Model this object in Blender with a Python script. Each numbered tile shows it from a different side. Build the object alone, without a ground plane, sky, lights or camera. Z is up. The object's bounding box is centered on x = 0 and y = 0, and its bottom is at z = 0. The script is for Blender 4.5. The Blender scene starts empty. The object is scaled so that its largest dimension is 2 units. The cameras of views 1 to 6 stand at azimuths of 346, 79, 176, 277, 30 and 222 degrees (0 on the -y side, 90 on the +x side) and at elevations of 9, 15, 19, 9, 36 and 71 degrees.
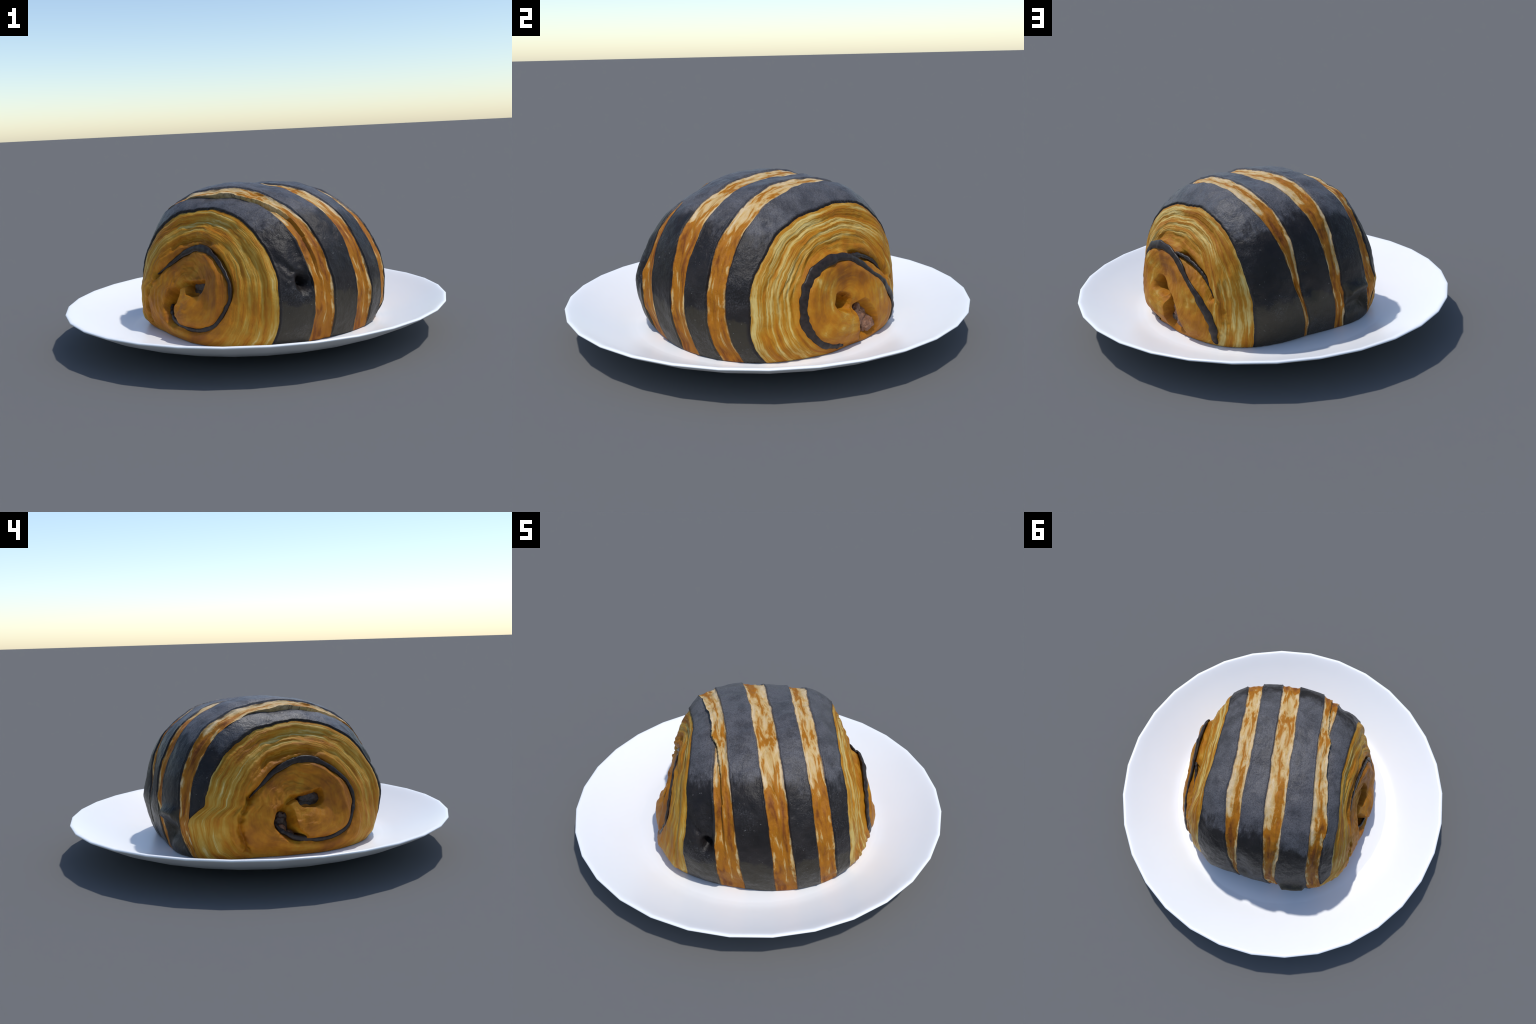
"""A glazed pastry roll with four chocolate bands, lying on a white faceted plate."""
import bpy
import math
import numpy as np

# ----------------------------------------------------------------------------
#  frame of the pastry: local x runs along the axis of the roll
# ----------------------------------------------------------------------------
ROLL_YAW = 0.491                    # the roll lies askew on the plate
ROLL_ORIGIN = (0.193, 0.099, 0.0)
CORE = np.array([-0.16, 0.0, 0.30])  # middle of the roll, its sections are measured from here
FLOOR = 0.058                       # top of the plate's well

# Cross-section control radii of the roll. Rows: angle from the +x axis of the roll in
# steps of 15 degrees (0 = right end, 180 = left end); columns: turn about that axis
# in steps of 30 degrees (0 = back, 90 = top, 180 = front, 270 = underneath).
SECTION = np.array([
    [.553] * 12,
    [.541, .523, .520, .528, .544, .560, .575, .590, .595, .590, .583, .566],
    [.556, .531, .518, .513, .538, .572, .598, .620, .595, .555, .580, .598],
    [.580, .567, .537, .513, .535, .589, .633, .638, .537, .460, .529, .617],
    [.595, .584, .544, .524, .543, .601, .655, .632, .477, .405, .481, .611],
    [.600, .578, .529, .499, .531, .598, .640, .622, .447, .378, .431, .582],
    [.590, .571, .525, .481, .520, .601, .627, .614, .433, .359, .404, .563],
    [.591, .579, .544, .513, .540, .612, .646, .610, .434, .371, .440, .594],
    [.627, .611, .571, .543, .557, .616, .673, .636, .478, .412, .497, .651],
    [.652, .623, .580, .547, .565, .613, .668, .675, .571, .486, .545, .670],
    [.618, .578, .548, .536, .554, .582, .621, .664, .650, .601, .612, .648],
    [.565, .533, .515, .512, .521, .539, .567, .602, .625, .627, .618, .598],
    [.544] * 12])

# Where the bands meet, as local x at these turns about the axis; low on the back the
# first band pinches out under a torn flap of dough
BORDER_TURNS = np.radians([2, 30, 60, 90, 120, 150, 180, 210, 330, 345, 355])
BORDERS = np.array([
    [-.638, -.622, -.588, -.546, -.536, -.545, -.562, -.566, -.585, -.583, -.587],
    [-.576, -.554, -.518, -.458, -.416, -.410, -.408, -.388, -.584, -.582, -.586],
    [-.508, -.482, -.443, -.392, -.352, -.318, -.288, -.262, -.566, -.535, -.512],
    [-.328, -.322, -.295, -.246, -.207, -.163, -.122, -.108, -.375, -.365, -.350],
    [-.270, -.235, -.178, -.143, -.103, -.060, -.020, .005, -.315, -.300, -.285],
    [-.097, -.082, -.046, -.025, .015, .060, .100, .120, -.150, -.135, -.112],
    [-.066, -.012, .042, .064, .096, .140, .186, .200, -.136, -.116, -.090],
    [.152, .172, .183, .190, .203, .234, .262, .268, .140, .145, .148]])


# ----------------------------------------------------------------------------
#  small numeric helpers
# ----------------------------------------------------------------------------
def smooth(lo, hi, v):
    t = np.clip((v - lo) / (hi - lo), 0, 1)
    return t * t * (3 - 2 * t)


def bump(v, width):
    return np.exp(-(v / width) ** 2)


def lattice(ix, iy, iz, seed):
    h = (ix * 374761393 + iy * 668265263 + iz * 2147483647 + seed * 974634777) & 0xFFFFFFFF
    h = ((h ^ (h >> 13)) * 1274126177) & 0xFFFFFFFF
    h = ((h ^ (h >> 16)) * 2246822519) & 0xFFFFFFFF
    return ((h ^ (h >> 15)) & 0xFFFFFF) / float(0xFFFFFF) * 2 - 1


def noise(x, y, z, seed=0):
    """Smooth value noise in -1..1."""
    x, y, z = np.broadcast_arrays(x, y, z)
    fx, fy, fz = np.floor(x), np.floor(y), np.floor(z)
    ix, iy, iz = fx.astype(np.int64), fy.astype(np.int64), fz.astype(np.int64)
    ux, uy, uz = x - fx, y - fy, z - fz
    ux, uy, uz = [u * u * u * (u * (u * 6 - 15) + 10) for u in (ux, uy, uz)]
    out = 0
    for a in (0, 1):
        for b in (0, 1):
            for c in (0, 1):
                w = (ux if a else 1 - ux) * (uy if b else 1 - uy) * (uz if c else 1 - uz)
                out = out + w * lattice(ix + a, iy + b, iz + c, seed)
    return out


def fractal(x, y, z, seed=0, octaves=3):
    out, amp = 0, 1.0
    for o in range(octaves):
        out = out + amp * noise(x * 2 ** o, y * 2 ** o, z * 2 ** o, seed + 17 * o)
        amp *= 0.5
    return out


def catmull(p0, p1, p2, p3, t):
    return p1 + 0.5 * t * (p2 - p0 + t * (2 * p0 - 5 * p1 + 4 * p2 - p3 + t * (3 * (p1 - p2) + p3 - p0)))


def spline(points, per=12):
    p = np.array(points, float)
    q = np.vstack([2 * p[0] - p[1], p, 2 * p[-1] - p[-2]])
    t = np.arange(per)[:, None] / per
    out = [catmull(q[i], q[i + 1], q[i + 2], q[i + 3], t) for i in range(len(p) - 1)]
    return np.vstack(out + [p[-1:]])


def line_distance(y, z, line):
    """Distance of points to a polyline and the place along it (0..1)."""
    best, place = np.full(y.shape, 9.0), np.zeros(y.shape)
    n = len(line) - 1
    for i in range(n):
        a, d = line[i], line[i + 1] - line[i]
        t = np.clip(((y - a[0]) * d[0] + (z - a[1]) * d[1]) / max(d @ d, 1e-12), 0, 1)
        r = np.hypot(y - a[0] - t * d[0], z - a[1] - t * d[1])
        near = r < best
        best, place = np.where(near, r, best), np.where(near, (i + t) / n, place)
    return best, place


def polygon_distance(y, z, corners):
    """Signed distance to a closed outline, negative inside."""
    ring = np.vstack([corners, corners[:1]])
    d, _ = line_distance(y, z, ring)
    inside = np.zeros(y.shape, bool)
    for a, b in zip(ring[:-1], ring[1:]):
        crosses = (a[1] > z) != (b[1] > z)
        inside ^= crosses & (y < (b[0] - a[0]) * (z - a[1]) / (b[1] - a[1] + 1e-12) + a[0])
    return np.where(inside, -d, d)


# ----------------------------------------------------------------------------
#  the roll as a smooth body
# ----------------------------------------------------------------------------
def section_radius(alpha, theta):
    rows, cols = SECTION.shape
    half = cols // 2
    u, v = alpha / math.pi * (rows - 1), (theta / (2 * math.pi) * cols) % cols
    i = np.clip(np.floor(u).astype(int), 0, rows - 2)
    j = np.floor(v).astype(int)
    tu, tv = u - i, v - j

    def at(r, c):
        over = (r < 0) | (r > rows - 1)
        r = np.where(r < 0, -r, np.where(r > rows - 1, 2 * (rows - 1) - r, r))
        return SECTION[r, (c + np.where(over, half, 0)) % cols]

    line = [catmull(at(i + k, j - 1), at(i + k, j), at(i + k, j + 1), at(i + k, j + 2), tv) for k in (-1, 0, 1, 2)]
    return catmull(*line, tu)


def body(alpha, theta):
    """Point of the undisturbed roll, cut flat where it rests on the plate."""
    r = section_radius(alpha, theta)
    d = np.stack([np.cos(alpha), np.sin(alpha) * np.cos(theta), np.sin(alpha) * np.sin(theta)], -1)
    dz = r * d[..., 2] + CORE[2] - FLOOR
    r = np.where(dz < 0, (FLOOR - CORE[2]) / np.minimum(d[..., 2], -1e-6), r)
    return CORE + d * r[..., None]


def body_normal(alpha, theta, e=0.012):
    a = np.clip(alpha, 0.02, math.pi - 0.02)
    da = body(a + e, theta) - body(a - e, theta)
    dt = body(a, theta + e) - body(a, theta - e)
    n = np.cross(dt, da)
    n /= np.linalg.norm(n, axis=-1, keepdims=True) + 1e-12
    out = body(a, theta) - CORE
    return n * np.sign((n * out).sum(-1, keepdims=True))


TURNS = 720
THETA = np.arange(TURNS) / TURNS * 2 * math.pi


def border_line(k):
    t = np.concatenate([BORDER_TURNS - 2 * math.pi, BORDER_TURNS, BORDER_TURNS + 2 * math.pi])
    x = np.tile(BORDERS[k], 3)
    fine = np.linspace(-1, 7.5, 900)
    base = np.interp(fine, t, x)
    kernel = np.hanning(11)
    base = np.convolve(np.pad(base, 5, mode="edge"), kernel / kernel.sum(), "valid")
    line = np.interp(THETA, fine, base)
    c, s = np.cos(THETA), np.sin(THETA)
    return line + 0.0045 * noise(c * 4, s * 4, k * 3.1, 5) + 0.0022 * noise(c * 13, s * 13, k * 7.7, 6) \
        + 0.0008 * noise(c * 45, s * 45, k * 5.3, 7)


BORDER_X = np.array([border_line(k) for k in range(8)])
BORDER_X[1] = np.maximum(BORDER_X[1], BORDER_X[0] + 0.0006)
for k in range(2, 8):
    BORDER_X[k] = np.maximum(BORDER_X[k], BORDER_X[k - 1] + 0.012)

_a = np.linspace(0, math.pi, 700)
_x = CORE[0] + section_radius(_a[:, None], THETA[None]) * np.cos(_a)[:, None]
BORDER_ALPHA = np.array([[np.interp(-BORDER_X[k, j], -_x[:, j], _a) for j in range(TURNS)] for k in range(8)])

# ----------------------------------------------------------------------------
#  the coils on the two ends, drawn as (y, z) seen along the axis of the roll
# ----------------------------------------------------------------------------
LEFT_SEAM = spline([(.229, .353), (.154, .408), (.086, .454), (.015, .487), (-.039, .503), (-.108, .503), (-.170, .484),
                    (-.227, .449), (-.274, .410), (-.310, .367), (-.329, .300), (-.318, .253), (-.294, .202), (-.263, .162),
                    (-.211, .138), (-.139, .123), (-.055, .127), (.023, .142), (.050, .160), (.090, .185), (.112, .225)])
LEFT_EYE = spline([(-.021, .330), (-.066, .345), (-.132, .359), (-.146, .344), (-.144, .306), (-.113, .290), (-.057, .283),
                   (-.028, .297), (-.021, .330)], 4)[:-1]
LEFT_GAP = spline([(.098, .288), (.045, .300), (.022, .270), (.020, .215), (.000, .172), (-.030, .148), (.005, .126), (.060, .138),
                   (.100, .175), (.120, .225), (.098, .288)], 4)[:-1]
LEFT_SLIT = spline([(.050, .290), (.040, .312), (.000, .330), (-.040, .328)], 6)
LEFT_CRACK = spline([(.190, .440), (.120, .508), (.075, .526), (.009, .542), (-.050, .550), (-.104, .549), (-.165, .528)], 8)
LEFT_FOLD = spline([(.237, .347), (.259, .307), (.284, .262), (.294, .216), (.282, .162), (.267, .115), (.240, .060)], 8)

RIGHT_SEAM = spline([(-.060, .079), (-.090, .082), (-.136, .092), (-.190, .116), (-.238, .163), (-.267, .217), (-.274, .275),
                     (-.264, .329), (-.244, .382), (-.214, .422), (-.165, .455), (-.086, .476), (.000, .472), (.062, .450),
                     (.123, .410), (.195, .355), (.265, .307), (.313, .258), (.351, .215), (.375, .150), (.362, .066)])
RIGHT_BRANCH = spline([(.050, .466), (.114, .460), (.203, .432), (.270, .396), (.318, .348), (.346, .304)], 8)
RIGHT_EYE = spline([(-.095, .285), (-.070, .318), (-.030, .322), (.010, .300), (.018, .262), (-.010, .238), (-.050, .243),
                    (-.085, .258), (-.095, .285)], 4)[:-1]
RIGHT_NUT = spline([(.048, .250), (.090, .262), (.135, .215), (.165, .150), (.180, .085), (.110, .066), (.055, .090), (.042, .170),
                    (.048, .250)], 4)[:-1]
RIGHT_CREASE = spline([(.388, .292), (.416, .225), (.425, .174), (.403, .090)], 8)


def end_ring(alpha, theta, left):
    """0 in the middle of an end, 1 at the rim where the chocolate begins."""
    rim = np.interp(theta % (2 * math.pi), np.append(THETA, 2 * math.pi), np.append(BORDER_ALPHA[0 if left else 7], BORDER_ALPHA[0 if left else 7][0]))
    return (math.pi - alpha) / (math.pi - rim) if left else alpha / rim


def flakes(ring, theta, p, seed):
    """Thin leaves of dough that run round with the coil."""
    c, s = np.cos(theta), np.sin(theta)
    warp = 0.05 * noise(c * 2.2, s * 2.2, ring * 2, seed) + 0.006 * noise(p[..., 1] * 14, p[..., 2] * 14, 3.0, seed + 1)
    r = ring + warp
    leaf = noise(r * 17, c * 1.6, s * 1.6, seed + 2) + 0.7 * noise(r * 36, c * 2.2, s * 2.2, seed + 3)
    return leaf


def left_relief(alpha, theta, p):
    y, z = p[..., 1], p[..., 2]
    ring = end_ring(alpha, theta, True)
    d, place = line_distance(y, z, LEFT_SEAM)
    wide = np.interp(place, [0, .1, .3, .45, .6, .8, 1], [.018, .018, .017, .011, .012, .016, .018])
    h = -0.024 * bump(d, wide) + 0.004 * bump(d - .045, .025)
    h -= 0.024 * smooth(.45, .62, ring) * smooth(1.0, .85, ring) * smooth(.12, .3, z) * smooth(.22, .05, y)
    h += 0.010 * bump(np.hypot(y + .34, z - .28), .06)
    h += 0.012 * bump(np.hypot(y - .24, (z - .40) * .8), .11) + 0.008 * bump(np.hypot(y - .34, z - .27), .07)
    h -= 0.020 * bump(np.hypot(y + .07, (z - .41) * 1.2), .09)          # the coil dips above its eye
    h += 0.0048 * flakes(ring, theta, p, 40) * smooth(0.0, .25, ring) * smooth(1.0, .9, ring)
    h += 0.006 * fractal(y * 9, z * 9, 1.5, 44)
    ragged = 0.006 * noise(y * 55, z * 55, 0, 48)
    h -= 0.050 * smooth(.010, -.014, polygon_distance(y, z, LEFT_EYE) + 0.5 * ragged)
    h -= 0.130 * smooth(.010, -.022, polygon_distance(y, z, LEFT_GAP) + 0.5 * ragged)
    h -= 0.036 * bump(line_distance(y, z, LEFT_SLIT)[0], .012)
    crack, at = line_distance(y, z, LEFT_CRACK)
    h -= 0.026 * bump(crack + ragged, .014) * smooth(0, .15, at) * smooth(1, .85, at) * (0.75 + .25 * noise(y * 30, z * 30, 0, 52))
    h += 0.006 * bump(crack - .032, .022)
    h -= 0.028 * bump(line_distance(y, z, LEFT_FOLD)[0] + ragged, .012)
    h += 0.010 * bump(np.hypot(y + .09, (z - .205) * 1.3), .09)          # bulging inner coil
    h += 0.030 * bump(np.hypot(y - .50, (z - .235) * .8), .045)                 # torn flap at the back corner
    h -= 0.012 * bump(np.hypot(y - .445, z - .19), .05)
    lower = smooth(.30, .10, z) * smooth(.05, .20, y)
    h += 0.009 * lower * noise(y * 26, z * 3, 2.0, 55)                   # upright pleats near the plate
    return h


def right_relief(alpha, theta, p):
    y, z = p[..., 1], p[..., 2]
    ring = end_ring(alpha, theta, False)
    loop = polygon_distance(y, z, np.vstack([RIGHT_SEAM, [(.30, .03), (0, .03)]]))
    upper = smooth(.20, .40, z)
    d, place = line_distance(y, z, RIGHT_SEAM)
    h = 0.016 * bump(loop + .03, .055) * upper - 0.014 * bump(loop - .035, .035) * upper * smooth(.32, .10, y)
    h -= 0.022 * smooth(.0, .05, loop) * smooth(1.0, .85, ring) * smooth(.38, .24, y) * smooth(.12, .24, z)
    h -= 0.012 * bump(d, .022)
    branch, at = line_distance(y, z, RIGHT_BRANCH)
    h -= 0.034 * bump(branch, .014) * smooth(0, .15, at)
    out = smooth(-.02, .05, loop)
    h += (0.0018 + 0.0045 * out) * flakes(ring, theta, p, 60) * smooth(0, .25, ring) * smooth(1.0, .9, ring)
    h += 0.005 * fractal(y * 9, z * 9, 4.5, 64)
    ragged = 0.006 * noise(y * 55, z * 55, 0, 68)
    h -= 0.080 * smooth(.012, -.030, polygon_distance(y, z, RIGHT_EYE) + 0.4 * ragged)
    h -= 0.020 * bump(np.hypot(y + .02, z - .27), .12) + 0.034 * bump(np.hypot(y - .032, z - .245), .035)
    h -= 0.026 * bump(np.hypot(y + .06, (z - .375) * 1.1), .11)          # the coil dips above its eye
    h += 0.012 * bump(np.hypot(y + .10, (z - .185) * 1.1), .07)          # plump tip of the coil
    h -= 0.095 * smooth(.012, -.022, polygon_distance(y, z, RIGHT_NUT) + 0.4 * ragged)
    h -= 0.015 * bump(line_distance(y, z, RIGHT_CREASE)[0] + ragged, .014)
    return h


SWELLS = [(-.09, 8, .09, 16, -.034), (-.148, 2, .03, 5, -.020), (.08, -4, .06, 8, .018), (-.10, 78, .07, 18, -.010),
          (.12, 59, .08, 12, .015), (-.34, 44, .08, 12, .010), (-.50, 50, .08, 16, .019),
          (-.02, 184, .10, 9, .012), (.0, 172, .05, 5, .006), (-.25, 150, .06, 14, .004), (-.575, -7, .045, 7, .017),
          (-.60, -38, .05, 9, .014), (-.44, 161, .04, 8, -.020), (-.54, 163, .03, 9, -.012), (-.45, 84, .07, 20, -.006)]


def side_relief(x, theta, p, band, across, edge):
    """Relief of the banded flank. Even bands are chocolate, odd ones bare dough."""
    c, s = np.cos(theta), np.sin(theta)
    t = theta % (2 * math.pi)
    deg = np.degrees(t)
    chocolate = band % 2 == 0
    h = -0.0065 + 0.005 * fractal(p[..., 0] * 7, p[..., 1] * 7, p[..., 2] * 7, 70)
    crown = smooth(.15, .75, s)
    glaze = (0.006 + .001 * crown) * smooth(0, .006, edge) + 0.0015 * bump(edge - .007, .004)
    glaze = glaze + 0.0011 * fractal(p[..., 0] * 38, p[..., 1] * 30, p[..., 2] * 38, 71)
    leaf = 0.0052 * noise(across * 3.5 + .9 * noise(c * 4, s * 4, band * 3.0, 73), c * 7, s * 7 + band * 5, 74)
    leaf = leaf + 0.0024 * noise(across * 9, c * 18, s * 18 + band * 5, 75) - (.003 + .002 * crown) * smooth(0, .010, edge)
    h = h + np.where(chocolate, glaze, leaf)
    # the torn step beside the second stripe: its lip overhangs the first chocolate band
    j = np.round(t / (2 * math.pi) * TURNS).astype(int) % TURNS
    share = np.interp(deg, [0, 104, 114, 124, 136, 175, 360], [.05, .05, .10, .25, .45, .45, .45])
    lip_x = BORDER_X[1][j] + share * (BORDER_X[2][j] - BORDER_X[1][j])
    deep = np.interp(deg, [30, 62, 78, 92, 118, 135, 165, 182], [0, .003, .014, .030, .028, .014, .010, 0]) * np.where(deg < 185, 1, 0)
    gap = x - lip_x
    low = gap < -0.0006
    h = h + np.where(low, -deep * np.exp(gap / .036), deep * 0.30 * np.exp(-np.maximum(gap, 0) / .022)) * np.where(band <= 1, 1, 0)
    # a gouge in the first band, two pits, and slumped folds of glaze low on the back
    first = np.where(band == 0, 1, 0)
    gouge = np.sqrt(((p[..., 0] + .452) / 1.0) ** 2 + ((p[..., 1] + .585) * .8) ** 2 + ((p[..., 2] - .365) / 1.1) ** 2)
    rough = noise(p[..., 0] * 45, p[..., 1] * 45, p[..., 2] * 45, 77)
    h = h - first * (0.080 * bump(gouge, .029) + (0.011 + .010 * rough) * bump(gouge - .03, .045))
    trench = np.sqrt((p[..., 0] + .505 - .35 * (.44 - p[..., 2])) ** 2 + ((p[..., 2] - .43) * .5) ** 2)
    h = h - first * .010 * bump(trench, .016) * np.where(c < 0, 1, 0)
    for px, py, pz, deep_pit, size in ((.167, -.31, .638, .010, .013), (.05, .2, .70, .004, .01), (-.30, -.22, .75, .003, .012)):
        h = h - deep_pit * bump(np.linalg.norm(p - np.array([px, py, pz]), axis=-1), size)
    # broad swellings and hollows of the hand-shaped roll: x, turn in degrees, half sizes, height
    for sx, st, wx, wt, tall in SWELLS:
        turn_gap = (deg - st + 180) % 360 - 180
        h = h + tall * np.exp(-((x - sx) / wx) ** 2 - (turn_gap / wt) ** 2)
    back = smooth(.2, .6, c)
    ridge = p[..., 2] - (.258 + .014 * noise(x * 9, 0, 0, 78))
    h = h + back * np.where(band == 2, 1, 0) * smooth(0, .03, edge) * smooth(-.27, -.38, x) * (.030 * bump(ridge, .030) - .040 * bump(ridge + .10, .045))
    return h


# ----------------------------------------------------------------------------
#  one smooth skin, then cut into its parts
# ----------------------------------------------------------------------------
CAP_ROWS, CHOCOLATE_ROWS, DOUGH_ROWS = 150, 34, 26


def build_skin():
    rows = []        # (alpha per turn, part index)
    cap_t = np.linspace(0, 1, CAP_ROWS + 1)
    for t in cap_t[:-1]:
        rows.append((math.pi + (BORDER_ALPHA[0] - math.pi) * t, "left", 0, t))
    for b in range(7):
        n = CHOCOLATE_ROWS if b % 2 == 0 else DOUGH_ROWS
        for i in range(n):
            t = i / n
            tt = 0.5 - 0.5 * math.cos(math.pi * t)          # finer near the edges
            t = 0.45 * t + 0.55 * tt
            rows.append((BORDER_ALPHA[b] + (BORDER_ALPHA[b + 1] - BORDER_ALPHA[b]) * t, "band", b, t))
    for t in cap_t[::-1]:
        rows.append((BORDER_ALPHA[7] * t, "right", 7, t))
    return rows


ROWS = build_skin()
ALPHA = np.array([r[0] for r in ROWS])
ALPHA[0] = math.pi - 1e-4
ALPHA[-1] = 1e-4
TH = np.broadcast_to(THETA[None], ALPHA.shape)
BASE = body(ALPHA, TH)
NORMAL = body_normal(ALPHA, TH)
KIND = np.array([{"left": 0, "band": 1, "right": 2}[r[1]] for r in ROWS])
BAND = np.array([r[2] for r in ROWS])
ACROSS = np.array([r[3] for r in ROWS])
relief = np.zeros(ALPHA.shape)
edge_gap = np.zeros(ALPHA.shape)

nl = int((KIND == 0).sum())
nr = int((KIND == 2).sum())
left_rows, band_rows, right_rows = slice(0, nl), slice(nl, len(ROWS) - nr), slice(len(ROWS) - nr, len(ROWS))
relief[left_rows] = left_relief(ALPHA[left_rows], TH[left_rows], BASE[left_rows])
relief[right_rows] = right_relief(ALPHA[right_rows], TH[right_rows], BASE[right_rows])
bx = BASE[band_rows]
bnd = BAND[band_rows][:, None]
lo_x, hi_x = BORDER_X[BAND[band_rows]], BORDER_X[BAND[band_rows] + 1]
xs = CORE[0] + section_radius(ALPHA[band_rows], TH[band_rows]) * np.cos(ALPHA[band_rows])
edge = np.minimum(xs - lo_x, hi_x - xs)
edge_gap[band_rows] = edge
relief[band_rows] = side_relief(xs, TH[band_rows], bx, np.broadcast_to(bnd, xs.shape), np.broadcast_to(ACROSS[band_rows][:, None], xs.shape), edge)
# the ends meet the flank at the same height
for rows, rim in ((left_rows, nl), (right_rows, len(ROWS) - nr - 1)):
    ring = (ACROSS[rows])[:, None]
    blend = smooth(.86, 1.0, ring)
    relief[rows] = relief[rows] * (1 - blend) + relief[rim][None] * blend * smooth(.92, 1, ring)
relief *= smooth(FLOOR - .002, FLOOR + .05, BASE[..., 2])
SKIN = BASE + NORMAL * relief[..., None]
# lip of the second stripe leans out over the first band
deg = np.degrees(THETA)
lean = np.interp(deg, [20, 50, 115, 128], [0, .011, .012, 0]) * np.where(deg < 180, 1, 0)
lip_row = nl + CHOCOLATE_ROWS
for k, share in ((3, 1.0), (4, .9), (5, .7), (6, .5), (7, .3), (8, .12)):
    SKIN[lip_row + k, :, 0] -= lean * share * (1 + .7 * noise(np.cos(THETA) * 9, np.sin(THETA) * 9, 1.0, 80))
# ragged foot where the roll meets the plate
SKIN[..., 2] = np.maximum(SKIN[..., 2], FLOOR)


def grid_normals(p):
    pad = np.concatenate([p[:, -1:], p, p[:, :1]], 1)
    dt = pad[:, 2:] - pad[:, :-2]
    da = np.gradient(p, axis=0)
    n = np.cross(da, dt)
    n /= np.linalg.norm(n, axis=-1, keepdims=True) + 1e-12
    sign = np.sign((n * NORMAL).sum(-1).mean())
    return n * sign, sign


SKIN_NORMAL, FACING = grid_normals(SKIN)
SKIN_NORMAL[0] = SKIN_NORMAL[1].mean(0) / np.linalg.norm(SKIN_NORMAL[1].mean(0))
SKIN_NORMAL[-1] = SKIN_NORMAL[-2].mean(0) / np.linalg.norm(SKIN_NORMAL[-2].mean(0))


# ----------------------------------------------------------------------------
#  materials
# ----------------------------------------------------------------------------
class Nodes:
    def __init__(self, name):
        self.mat = bpy.data.materials.new(name)
        self.mat.use_nodes = True
        self.tree = self.mat.node_tree
        self.tree.nodes.clear()
        self.out = self.new("ShaderNodeOutputMaterial")
        self.bsdf = self.new("ShaderNodeBsdfPrincipled")
        self.link(self.bsdf.outputs[0], self.out.inputs[0])
        self.object = self.new("ShaderNodeTexCoord").outputs["Object"]

    def new(self, kind, **props):
        n = self.tree.nodes.new(kind)
        for k, v in props.items():
            setattr(n, k, v)
        return n

    def link(self, a, b):
        self.tree.links.new(a, b)

    def put(self, socket, v):
        if isinstance(v, bpy.types.NodeSocket):
            self.link(v, socket)
        else:
            socket.default_value = v

    def math(self, op, a, b=0.0, c=0.0, clamp=False):
        n = self.new("ShaderNodeMath", operation=op, use_clamp=clamp)
        for i, v in enumerate((a, b, c)):
            self.put(n.inputs[i], v)
        return n.outputs[0]

    def value(self, name):
        return self.new("ShaderNodeAttribute", attribute_name=name).outputs["Fac"]

    def axes(self, v=None):
        n = self.new("ShaderNodeSeparateXYZ")
        self.put(n.inputs[0], v or self.object)
        return n.outputs

    def vector(self, x, y, z):
        n = self.new("ShaderNodeCombineXYZ")
        for i, v in enumerate((x, y, z)):
            self.put(n.inputs[i], v)
        return n.outputs[0]

    def stretch(self, sx, sy, sz, v=None):
        n = self.new("ShaderNodeMapping")
        self.put(n.inputs[0], v or self.object)
        n.inputs["Scale"].default_value = (sx, sy, sz)
        return n.outputs[0]

    def noise(self, scale, detail=3.0, rough=0.55, v=None, distortion=0.0):
        n = self.new("ShaderNodeTexNoise")
        self.put(n.inputs["Vector"], v or self.object)
        n.inputs["Scale"].default_value = scale
        n.inputs["Detail"].default_value = detail
        n.inputs["Roughness"].default_value = rough
        n.inputs["Distortion"].default_value = distortion
        return n.outputs["Fac"]

    def ramp(self, v, lo, hi):
        n = self.new("ShaderNodeMapRange", interpolation_type="SMOOTHSTEP")
        self.put(n.inputs[0], v)
        n.inputs[1].default_value, n.inputs[2].default_value = lo, hi
        return n.outputs[0]

    def colours(self, v, *stops):
        n = self.new("ShaderNodeValToRGB")
        self.put(n.inputs[0], v)
        e = n.color_ramp.elements
        while len(e) < len(stops):
            e.new(0.5)
        for el, (at, col) in zip(e, stops):
            el.position = at
            el.color = (*col, 1)
        return n.outputs[0]

    def mix(self, f, a, b):
        n = self.new("ShaderNodeMix", data_type="RGBA")
        self.put(n.inputs[0], f)
        for s, v in ((n.inputs[6], a), (n.inputs[7], b)):
            self.put(s, v if isinstance(v, bpy.types.NodeSocket) else (*v, 1))
        return n.outputs[2]

    def bump(self, height, distance, strength=1.0):
        n = self.new("ShaderNodeBump")
        self.put(n.inputs["Height"], height)
        n.inputs["Distance"].default_value = distance
        n.inputs["Strength"].default_value = strength
        self.link(n.outputs[0], self.bsdf.inputs["Normal"])

    def finish(self, colour, rough, specular=0.5):
        self.put(self.bsdf.inputs["Base Color"], colour if isinstance(colour, bpy.types.NodeSocket) else (*colour, 1))
        self.put(self.bsdf.inputs["Roughness"], rough)
        self.bsdf.inputs["Specular IOR Level"].default_value = specular
        return self.mat


HONEY, AMBER, BROWN = (.41, .190, .013), (.37, .135, .004), (.18, .050, .004)
COCOA = (.017, .0135, .0135)


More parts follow.
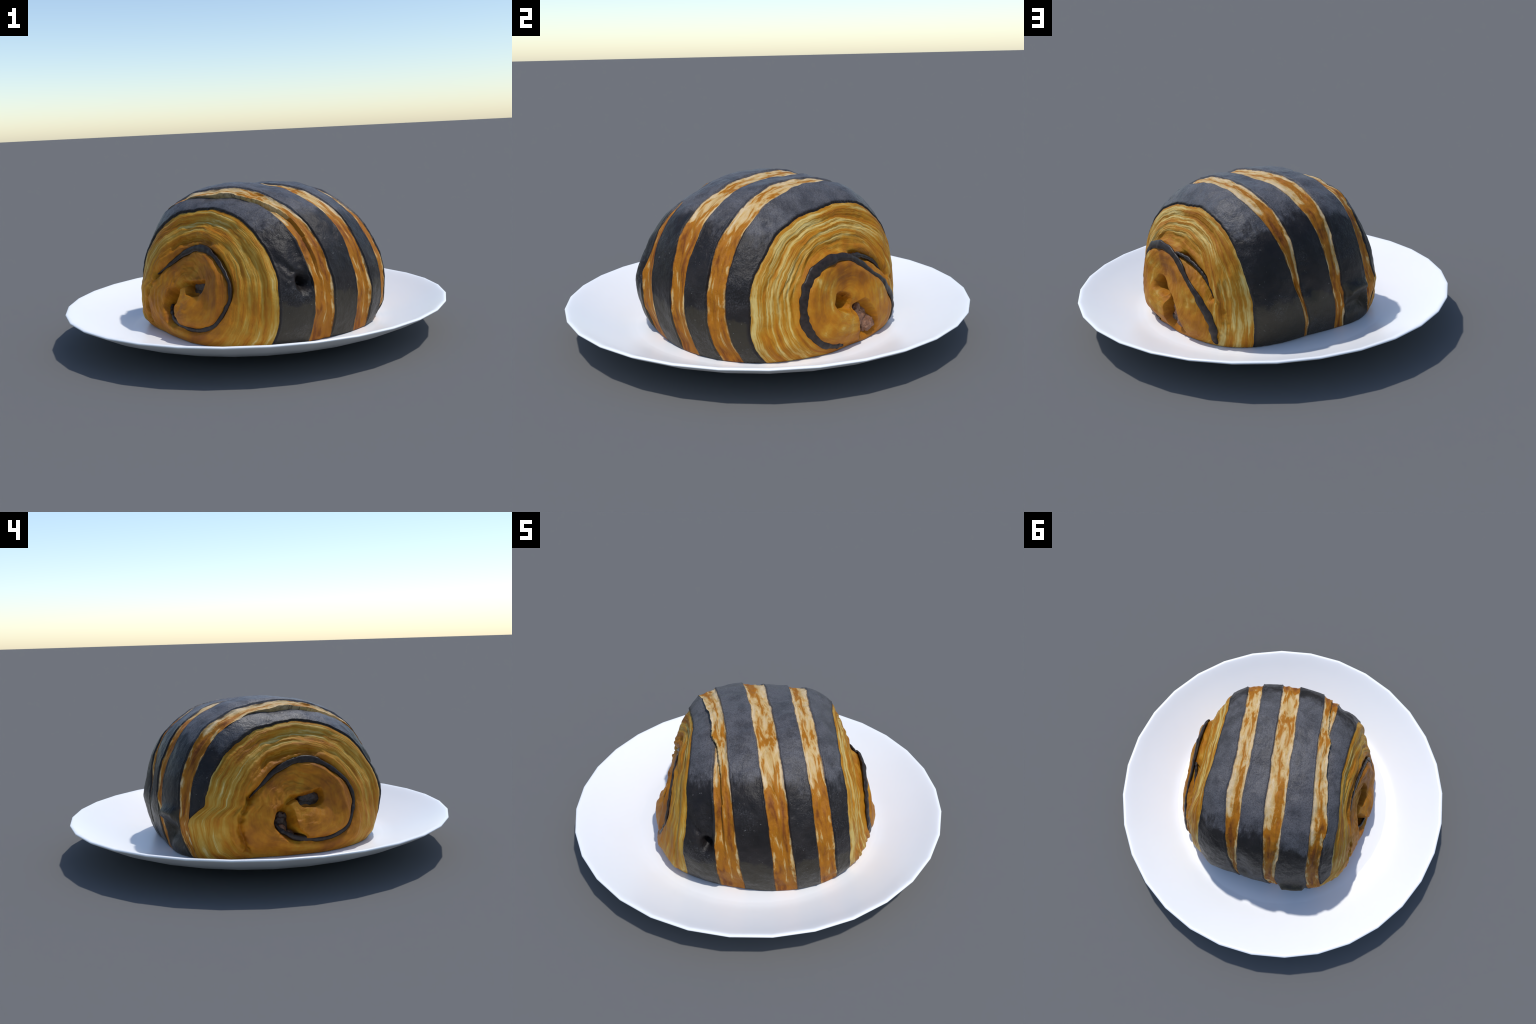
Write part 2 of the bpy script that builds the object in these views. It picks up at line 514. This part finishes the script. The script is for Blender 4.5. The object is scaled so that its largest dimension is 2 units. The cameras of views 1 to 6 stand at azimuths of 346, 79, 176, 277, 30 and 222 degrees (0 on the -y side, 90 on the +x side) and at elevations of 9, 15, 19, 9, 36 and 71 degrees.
def chocolate_material():
    m = Nodes("dark_chocolate_glaze")
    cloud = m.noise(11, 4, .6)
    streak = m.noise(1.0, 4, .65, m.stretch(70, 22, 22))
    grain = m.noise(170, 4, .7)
    x, y, z = m.axes()
    col = m.mix(m.ramp(cloud, .35, .70), (.010, .0080, .0080), (.018, .0145, .014))
    olive = m.math("SUBTRACT", m.math("MULTIPLY_ADD", m.noise(4.5, 4, .6), .30, .14), z)
    col = m.mix(m.math("MULTIPLY", m.ramp(olive, -.010, .012), .8), col, (.036, .029, .017))
    # grey crown paints in the glare baked into the original's colours, streaky at its limit
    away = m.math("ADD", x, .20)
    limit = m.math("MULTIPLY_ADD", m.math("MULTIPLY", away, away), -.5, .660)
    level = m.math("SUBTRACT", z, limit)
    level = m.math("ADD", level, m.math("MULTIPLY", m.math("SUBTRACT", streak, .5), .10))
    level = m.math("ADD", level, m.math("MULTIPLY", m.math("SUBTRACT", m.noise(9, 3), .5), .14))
    crown_glare = m.math("MULTIPLY", m.ramp(level, -.030, .035), m.math("MULTIPLY_ADD", m.ramp(grain, .30, .66), .60, .40))
    crown_glare = m.math("MULTIPLY", crown_glare, m.math("MULTIPLY_ADD", m.ramp(cloud, .30, .62), .45, .55))
    col = m.mix(crown_glare, col, (.120, .117, .127))
    rim = m.ramp(m.value("outer_rim"), .016, .004)
    col = m.mix(rim, col, (.012, .009, .009))
    dusty = m.math("MULTIPLY", m.ramp(m.noise(5, 4, .6), .48, .62), m.ramp(grain, .46, .70))
    col = m.mix(m.math("MULTIPLY", dusty, .5), col, (.095, .092, .096))
    speck = m.ramp(m.noise(95, 2, .4), .72, .78)
    col = m.mix(m.math("MULTIPLY", speck, .5), col, (.22, .21, .20))
    m.bump(m.math("ADD", m.noise(120, 4, .65), m.math("ADD", m.math("MULTIPLY", m.noise(28, 3), 1.5), streak)), .0030, .7)
    rough = m.math("ADD", m.ramp(m.math("ADD", m.math("MULTIPLY", cloud, .5), m.math("MULTIPLY", streak, .5)), .2, 1.6), .29)
    return m.finish(col, rough, .24)


def stripe_material():
    m = Nodes("baked_dough_crust")
    edge, across = m.value("edge_distance"), m.value("across")
    x, y, z = m.axes()
    flow = m.vector(m.math("MULTIPLY", across, 2.6), m.math("MULTIPLY", y, 5.5), m.math("MULTIPLY", z, 5.5))
    blotch = m.noise(1.0, 5, .6, flow, .6)
    wob = m.noise(26, 3, .6)
    sway = m.noise(1.0, 3, .6, m.vector(m.math("MULTIPLY", across, 2.2), m.math("MULTIPLY", y, 10), m.math("MULTIPLY", z, 10)))
    rim = m.math("ADD", edge, m.math("ADD", m.math("MULTIPLY", m.math("SUBTRACT", wob, .5), .022), m.math("MULTIPLY", m.math("SUBTRACT", sway, .5), .075)))
    tone = m.math("ADD", blotch, m.math("MULTIPLY", m.ramp(rim, -.006, .030), .17))
    below_sheen = m.math("SUBTRACT", .64, m.math("ADD", z, m.math("MULTIPLY", m.math("SUBTRACT", m.noise(6, 3), .5), .45)))  # dough painted paler on the crown after the original's baked-in sheen, browner below
    tone = m.math("ADD", tone, m.math("MULTIPLY_ADD", m.ramp(below_sheen, -.08, .08), .11, -.06))
    col = m.colours(tone, (.42, (.61, .46, .27)), (.54, (.54, .35, .13)), (.62, AMBER), (.72, (.33, .115, .006)), (.84, BROWN))
    fringe = m.ramp(m.math("ADD", edge, m.math("MULTIPLY", m.math("SUBTRACT", m.noise(45, 2), .5), .010)), .005, .0)
    col = m.mix(m.math("MULTIPLY", fringe, .75), col, (.10, .035, .010))
    m.bump(m.math("ADD", m.noise(70, 4, .6), m.math("MULTIPLY", blotch, 2.0)), .004, .7)
    return m.finish(col, .6, .2)


def end_material(name, golden_core, pale):
    m = Nodes(name)
    ring = m.value("ring")
    x, y, z = m.axes()
    warp = m.math("MULTIPLY", m.math("SUBTRACT", m.noise(3.2, 3), .5), .07)
    r = m.math("ADD", ring, warp)
    leaves = m.noise(1.0, 4, .6, m.vector(m.math("MULTIPLY", r, 21), m.math("MULTIPLY", y, 3.2), m.math("MULTIPLY", z, 3.2)))
    fine = m.noise(1.0, 3, .6, m.vector(m.math("MULTIPLY", r, 70), m.math("MULTIPLY", y, 6), m.math("MULTIPLY", z, 6)))
    patch = m.noise(6.5, 4, .6)
    tone = m.math("ADD", m.math("MULTIPLY_ADD", leaves, .72, -.05), m.math("ADD", m.math("MULTIPLY", fine, .18), m.math("MULTIPLY", patch, .28)))
    core = m.ramp(m.math("ADD", ring, m.math("MULTIPLY", m.math("SUBTRACT", patch, .5), .3)), golden_core + .12, golden_core - .12)
    crust = m.math("ADD", m.math("MULTIPLY", patch, .55), m.math("MULTIPLY_ADD", m.noise(16, 4, .6), .22, m.math("MULTIPLY_ADD", leaves, .22, .135)))
    tone = m.math("ADD", m.math("MULTIPLY", crust, core), m.math("MULTIPLY", tone, m.math("SUBTRACT", 1.0, core)))
    col = m.colours(tone, (.40, (.58, .44, .17)), (.46, pale), (.54, HONEY), (.61, AMBER), (.73, (.24, .075, .004)))
    calm = m.math("MULTIPLY_ADD", core, -.7, 1.0)
    m.bump(m.math("ADD", m.math("MULTIPLY", m.noise(60, 3), .4), m.math("MULTIPLY", m.math("ADD", fine, m.math("MULTIPLY", leaves, 2.0)), calm)), .007, .75)
    return m.finish(col, .6, .2)


def plain_material(name, a, b, scale, rough, depth, specular=.5):
    m = Nodes(name)
    n = m.noise(scale, 4, .6)
    m.bump(n, depth, .8)
    return m.finish(m.mix(m.ramp(n, .3, .7), a, b), rough, specular)


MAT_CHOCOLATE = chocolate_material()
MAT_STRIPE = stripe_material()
MAT_LEFT = end_material("laminated_dough", .66, (.46, .275, .045))
MAT_RIGHT = end_material("laminated_dough_pale", .62, (.55, .385, .115))
MAT_SEAM = plain_material("chocolate_seam", (.014, .009, .007), (.030, .020, .016), 60, .42, .002, .25)
MAT_FILLING = plain_material("chocolate_and_shade_fill", (.030, .017, .011), (.075, .045, .030), 45, .6, .006)
MAT_NUT = plain_material("nut_filling", (.13, .055, .026), (.26, .125, .065), 40, .6, .008)
MAT_PLATE = plain_material("white_porcelain", (.89, .89, .89), (.90, .90, .90), 3, .3, .0)


# ----------------------------------------------------------------------------
#  objects
# ----------------------------------------------------------------------------
def link(obj, parent=None):
    bpy.context.scene.collection.objects.link(obj)
    obj.parent = parent
    return obj


roll = link(bpy.data.objects.new("chocolate_pastry_roll", None))
roll.location = ROLL_ORIGIN
roll.rotation_euler = (0, 0, ROLL_YAW)
roll["label"] = "coiled golden puff pastry roll with dark chocolate bands"
roll["category"] = "pastry"


def mesh_from(name, verts, faces, mat, normals=None, values=None, parent=None):
    me = bpy.data.meshes.new(name)
    verts = np.ascontiguousarray(verts, np.float32)
    me.vertices.add(len(verts))
    me.vertices.foreach_set("co", verts.ravel())
    faces = np.asarray(faces, np.int32)
    k = faces.shape[1]
    me.loops.add(faces.size)
    me.loops.foreach_set("vertex_index", faces.ravel())
    me.polygons.add(len(faces))
    me.polygons.foreach_set("loop_start", np.arange(0, faces.size, k, dtype=np.int32))
    me.update(calc_edges=True)
    me.validate()
    me.polygons.foreach_set("use_smooth", np.ones(len(me.polygons), bool))
    for key, v in (values or {}).items():
        a = me.attributes.new(key, "FLOAT", "POINT")
        a.data.foreach_set("value", np.ascontiguousarray(v, np.float32).ravel())
    me.materials.append(mat)
    if normals is not None:
        me.normals_split_custom_set_from_vertices(normals.reshape(-1, 3).tolist())
    me.update()
    return link(bpy.data.objects.new(name, me), parent)


def strip(name, first, last, mat, values):
    """Rows first..last of the skin as a part of its own."""
    rows = np.arange(first, last + 1)
    n = len(rows)
    i = np.arange(n - 1)[:, None] * TURNS
    j = np.arange(TURNS)[None]
    j2 = (j + 1) % TURNS
    quad = np.stack([i + j, i + j2, i + TURNS + j2, i + TURNS + j], -1).reshape(-1, 4)
    if FACING > 0:
        quad = quad[:, ::-1]
    vals = {k: np.broadcast_to(v, (n, TURNS)) for k, v in values.items()}
    return mesh_from(name, SKIN[rows].reshape(-1, 3), quad, mat, SKIN_NORMAL[rows], vals, roll)


strip("coiled_end", 0, nl, MAT_LEFT, {"ring": np.concatenate([ACROSS[:nl], [1.0]])[:, None]})
at = nl
for b in range(7):
    n = CHOCOLATE_ROWS if b % 2 == 0 else DOUGH_ROWS
    rows = slice(at, at + n + 1)
    e = edge_gap[rows].copy()
    e[-1] = 0
    if b % 2 == 0:
        rim = np.full(e.shape, .05)
        xx = CORE[0] + section_radius(ALPHA[rows], TH[rows]) * np.cos(ALPHA[rows])
        if b == 0:
            rim = xx - BORDER_X[0]
        if b == 6:
            rim = BORDER_X[7] - xx
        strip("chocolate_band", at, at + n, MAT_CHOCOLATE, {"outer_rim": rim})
    else:
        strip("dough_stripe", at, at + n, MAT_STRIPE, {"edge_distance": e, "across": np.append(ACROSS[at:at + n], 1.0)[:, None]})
    at += n
strip("coiled_end", at, len(ROWS) - 1, MAT_RIGHT, {"ring": ACROSS[at:][:, None]})


# --- chocolate seams laid in the grooves of the coils -------------------------
def on_end(y, z, left):
    """Undisturbed point and normal of an end at (y, z)."""
    theta = np.arctan2(z - CORE[2], y - CORE[1])
    rho = np.hypot(y - CORE[1], z - CORE[2])
    a = np.linspace(math.pi, math.pi * .55, 300) if left else np.linspace(0, math.pi * .45, 300)
    alpha = np.empty(len(theta))
    for i, (t, r) in enumerate(zip(theta, rho)):
        s = section_radius(a, np.full(len(a), t)) * np.sin(a)
        alpha[i] = np.interp(r, np.maximum.accumulate(s), a)
    return body(alpha, theta), body_normal(alpha, theta), alpha, theta


def seam(line, left, widths, rise, name="chocolate_seam"):
    p, n, _, _ = on_end(line[:, 0], line[:, 1], left)
    tang = np.gradient(p, axis=0)
    tang /= np.linalg.norm(tang, axis=1, keepdims=True)
    side = np.cross(n, tang)
    side /= np.linalg.norm(side, axis=1, keepdims=True)
    u = np.linspace(0, 1, len(line))
    w = np.interp(u, np.linspace(0, 1, len(widths)), widths) * (1 + .25 * noise(u * 40, 0, 0, 90))
    lift = np.interp(u, np.linspace(0, 1, len(rise)), rise) + .002 * noise(u * 60, 0, 5, 91)
    ang = np.linspace(0, 2 * math.pi, 14, endpoint=False)
    ring = p[:, None] + side[:, None] * (w[:, None] * np.cos(ang))[..., None] \
        + n[:, None] * (lift[:, None] + .008 * np.sin(ang) - .009)[..., None]
    m, k = len(line), len(ang)
    i = np.arange(m - 1)[:, None] * k
    j = np.arange(k)[None]
    j2 = (j + 1) % k
    quad = np.stack([i + j, i + j2, i + k + j2, i + k + j], -1).reshape(-1, 4)
    return mesh_from(name, ring.reshape(-1, 3), quad, MAT_SEAM, None, None, roll)


seam(LEFT_SEAM, True, [.003, .016, .019, .015, .010, .010, .011, .014, .014, .012, .010], [.000, -.002, -.006, -.008, -.009, -.009, -.009, -.010, -.016, -.04])
seam(RIGHT_SEAM, False, [.010, .018, .022, .023, .025, .027, .022, .015, .017, .019, .021, .019], [.003, 0, -.002, 0, .002, .010, .004, .006, .004, .002])
seam(RIGHT_BRANCH, False, [.010, .012, .010, .008, .003], [-.006, -.018, -.026, -.028, -.030])


# --- filling that shows in the openings, and one lump for shade ---------------------------------------
def lump(name, mat, y, z, left, sink, size, seed):
    p, n, _, _ = on_end(np.array([y]), np.array([z]), left)
    c = p[0] - n[0] * sink
    th, ph = np.meshgrid(np.linspace(0, math.pi, 40), np.linspace(0, 2 * math.pi, 64, endpoint=False), indexing="ij")
    d = np.stack([np.cos(th), np.sin(th) * np.cos(ph), np.sin(th) * np.sin(ph)], -1)
    q = d * np.array(size)
    r = 1 + .22 * fractal(q[..., 0] * 45, q[..., 1] * 45, q[..., 2] * 45, seed)
    v = c + q * r[..., None]
    i = np.arange(39)[:, None] * 64
    j = np.arange(64)[None]
    j2 = (j + 1) % 64
    quad = np.stack([i + j, i + 64 + j, i + 64 + j2, i + j2], -1).reshape(-1, 4)
    return mesh_from(name, v.reshape(-1, 3), quad, mat, None, None, roll)


lump("chocolate_and_shade_fill", MAT_FILLING, -.088, .322, True, .058, (.018, .066, .038), 101)
lump("chocolate_and_shade_fill", MAT_FILLING, .060, .215, True, .118, (.026, .056, .085), 102)
lump("nut_filling", MAT_NUT, .084, .180, True, .085, (.022, .026, .034), 103)
lump("nut_filling", MAT_NUT, .045, .148, True, .092, (.020, .030, .020), 104)
lump("chocolate_and_shade_fill", MAT_FILLING, -.040, .272, False, .150, (.025, .040, .035), 108)  # dark lump added in place of the shadow inside the right eye
lump("nut_filling", MAT_NUT, .105, .172, False, .088, (.040, .060, .066), 105)
lump("nut_filling", MAT_NUT, .140, .112, False, .052, (.036, .052, .046), 106)
lump("chocolate_and_shade_fill", MAT_FILLING, .075, .100, False, .060, (.030, .034, .030), 107)

# ----------------------------------------------------------------------------
#  the plate: a lathed profile of 32 facets
# ----------------------------------------------------------------------------
PROFILE = spline([(.0, .038), (.34, .038), (.385, .030), (.40, .004), (.41, .000), (.425, .004), (.44, .030), (.48, .038),
                  (.60, .040), (.66, .044), (.72, .058), (.82, .090), (.90, .123), (.965, .156), (.994, .172), (1.0, .178),
                  (.996, .183), (.985, .183), (.962, .172), (.90, .138), (.83, .105), (.77, .081), (.715, .063), (.675, .0562),
                  (.63, .0553), (.35, .0550), (.0, .0550)], 3)
PROFILE[0, 0] = PROFILE[-1, 0] = .0004
PROFILE[:, 1] = np.maximum(PROFILE[:, 1], 0)
FACETS = 32
turn = np.arange(FACETS) / FACETS * 2 * math.pi
pv = np.stack([PROFILE[:, :1] * np.cos(turn), PROFILE[:, :1] * np.sin(turn), np.repeat(PROFILE[:, 1:], FACETS, 1)], -1)
pi_ = np.arange(len(PROFILE) - 1)[:, None] * FACETS
pj = np.arange(FACETS)[None]
pj2 = (pj + 1) % FACETS
pq = np.stack([pi_ + pj, pi_ + FACETS + pj, pi_ + FACETS + pj2, pi_ + pj2], -1).reshape(-1, 4)
plate = mesh_from("dinner_plate", pv.reshape(-1, 3), pq, MAT_PLATE)
plate["label"] = "round white shallow plate with a plain raised rim"
plate["category"] = "plate"
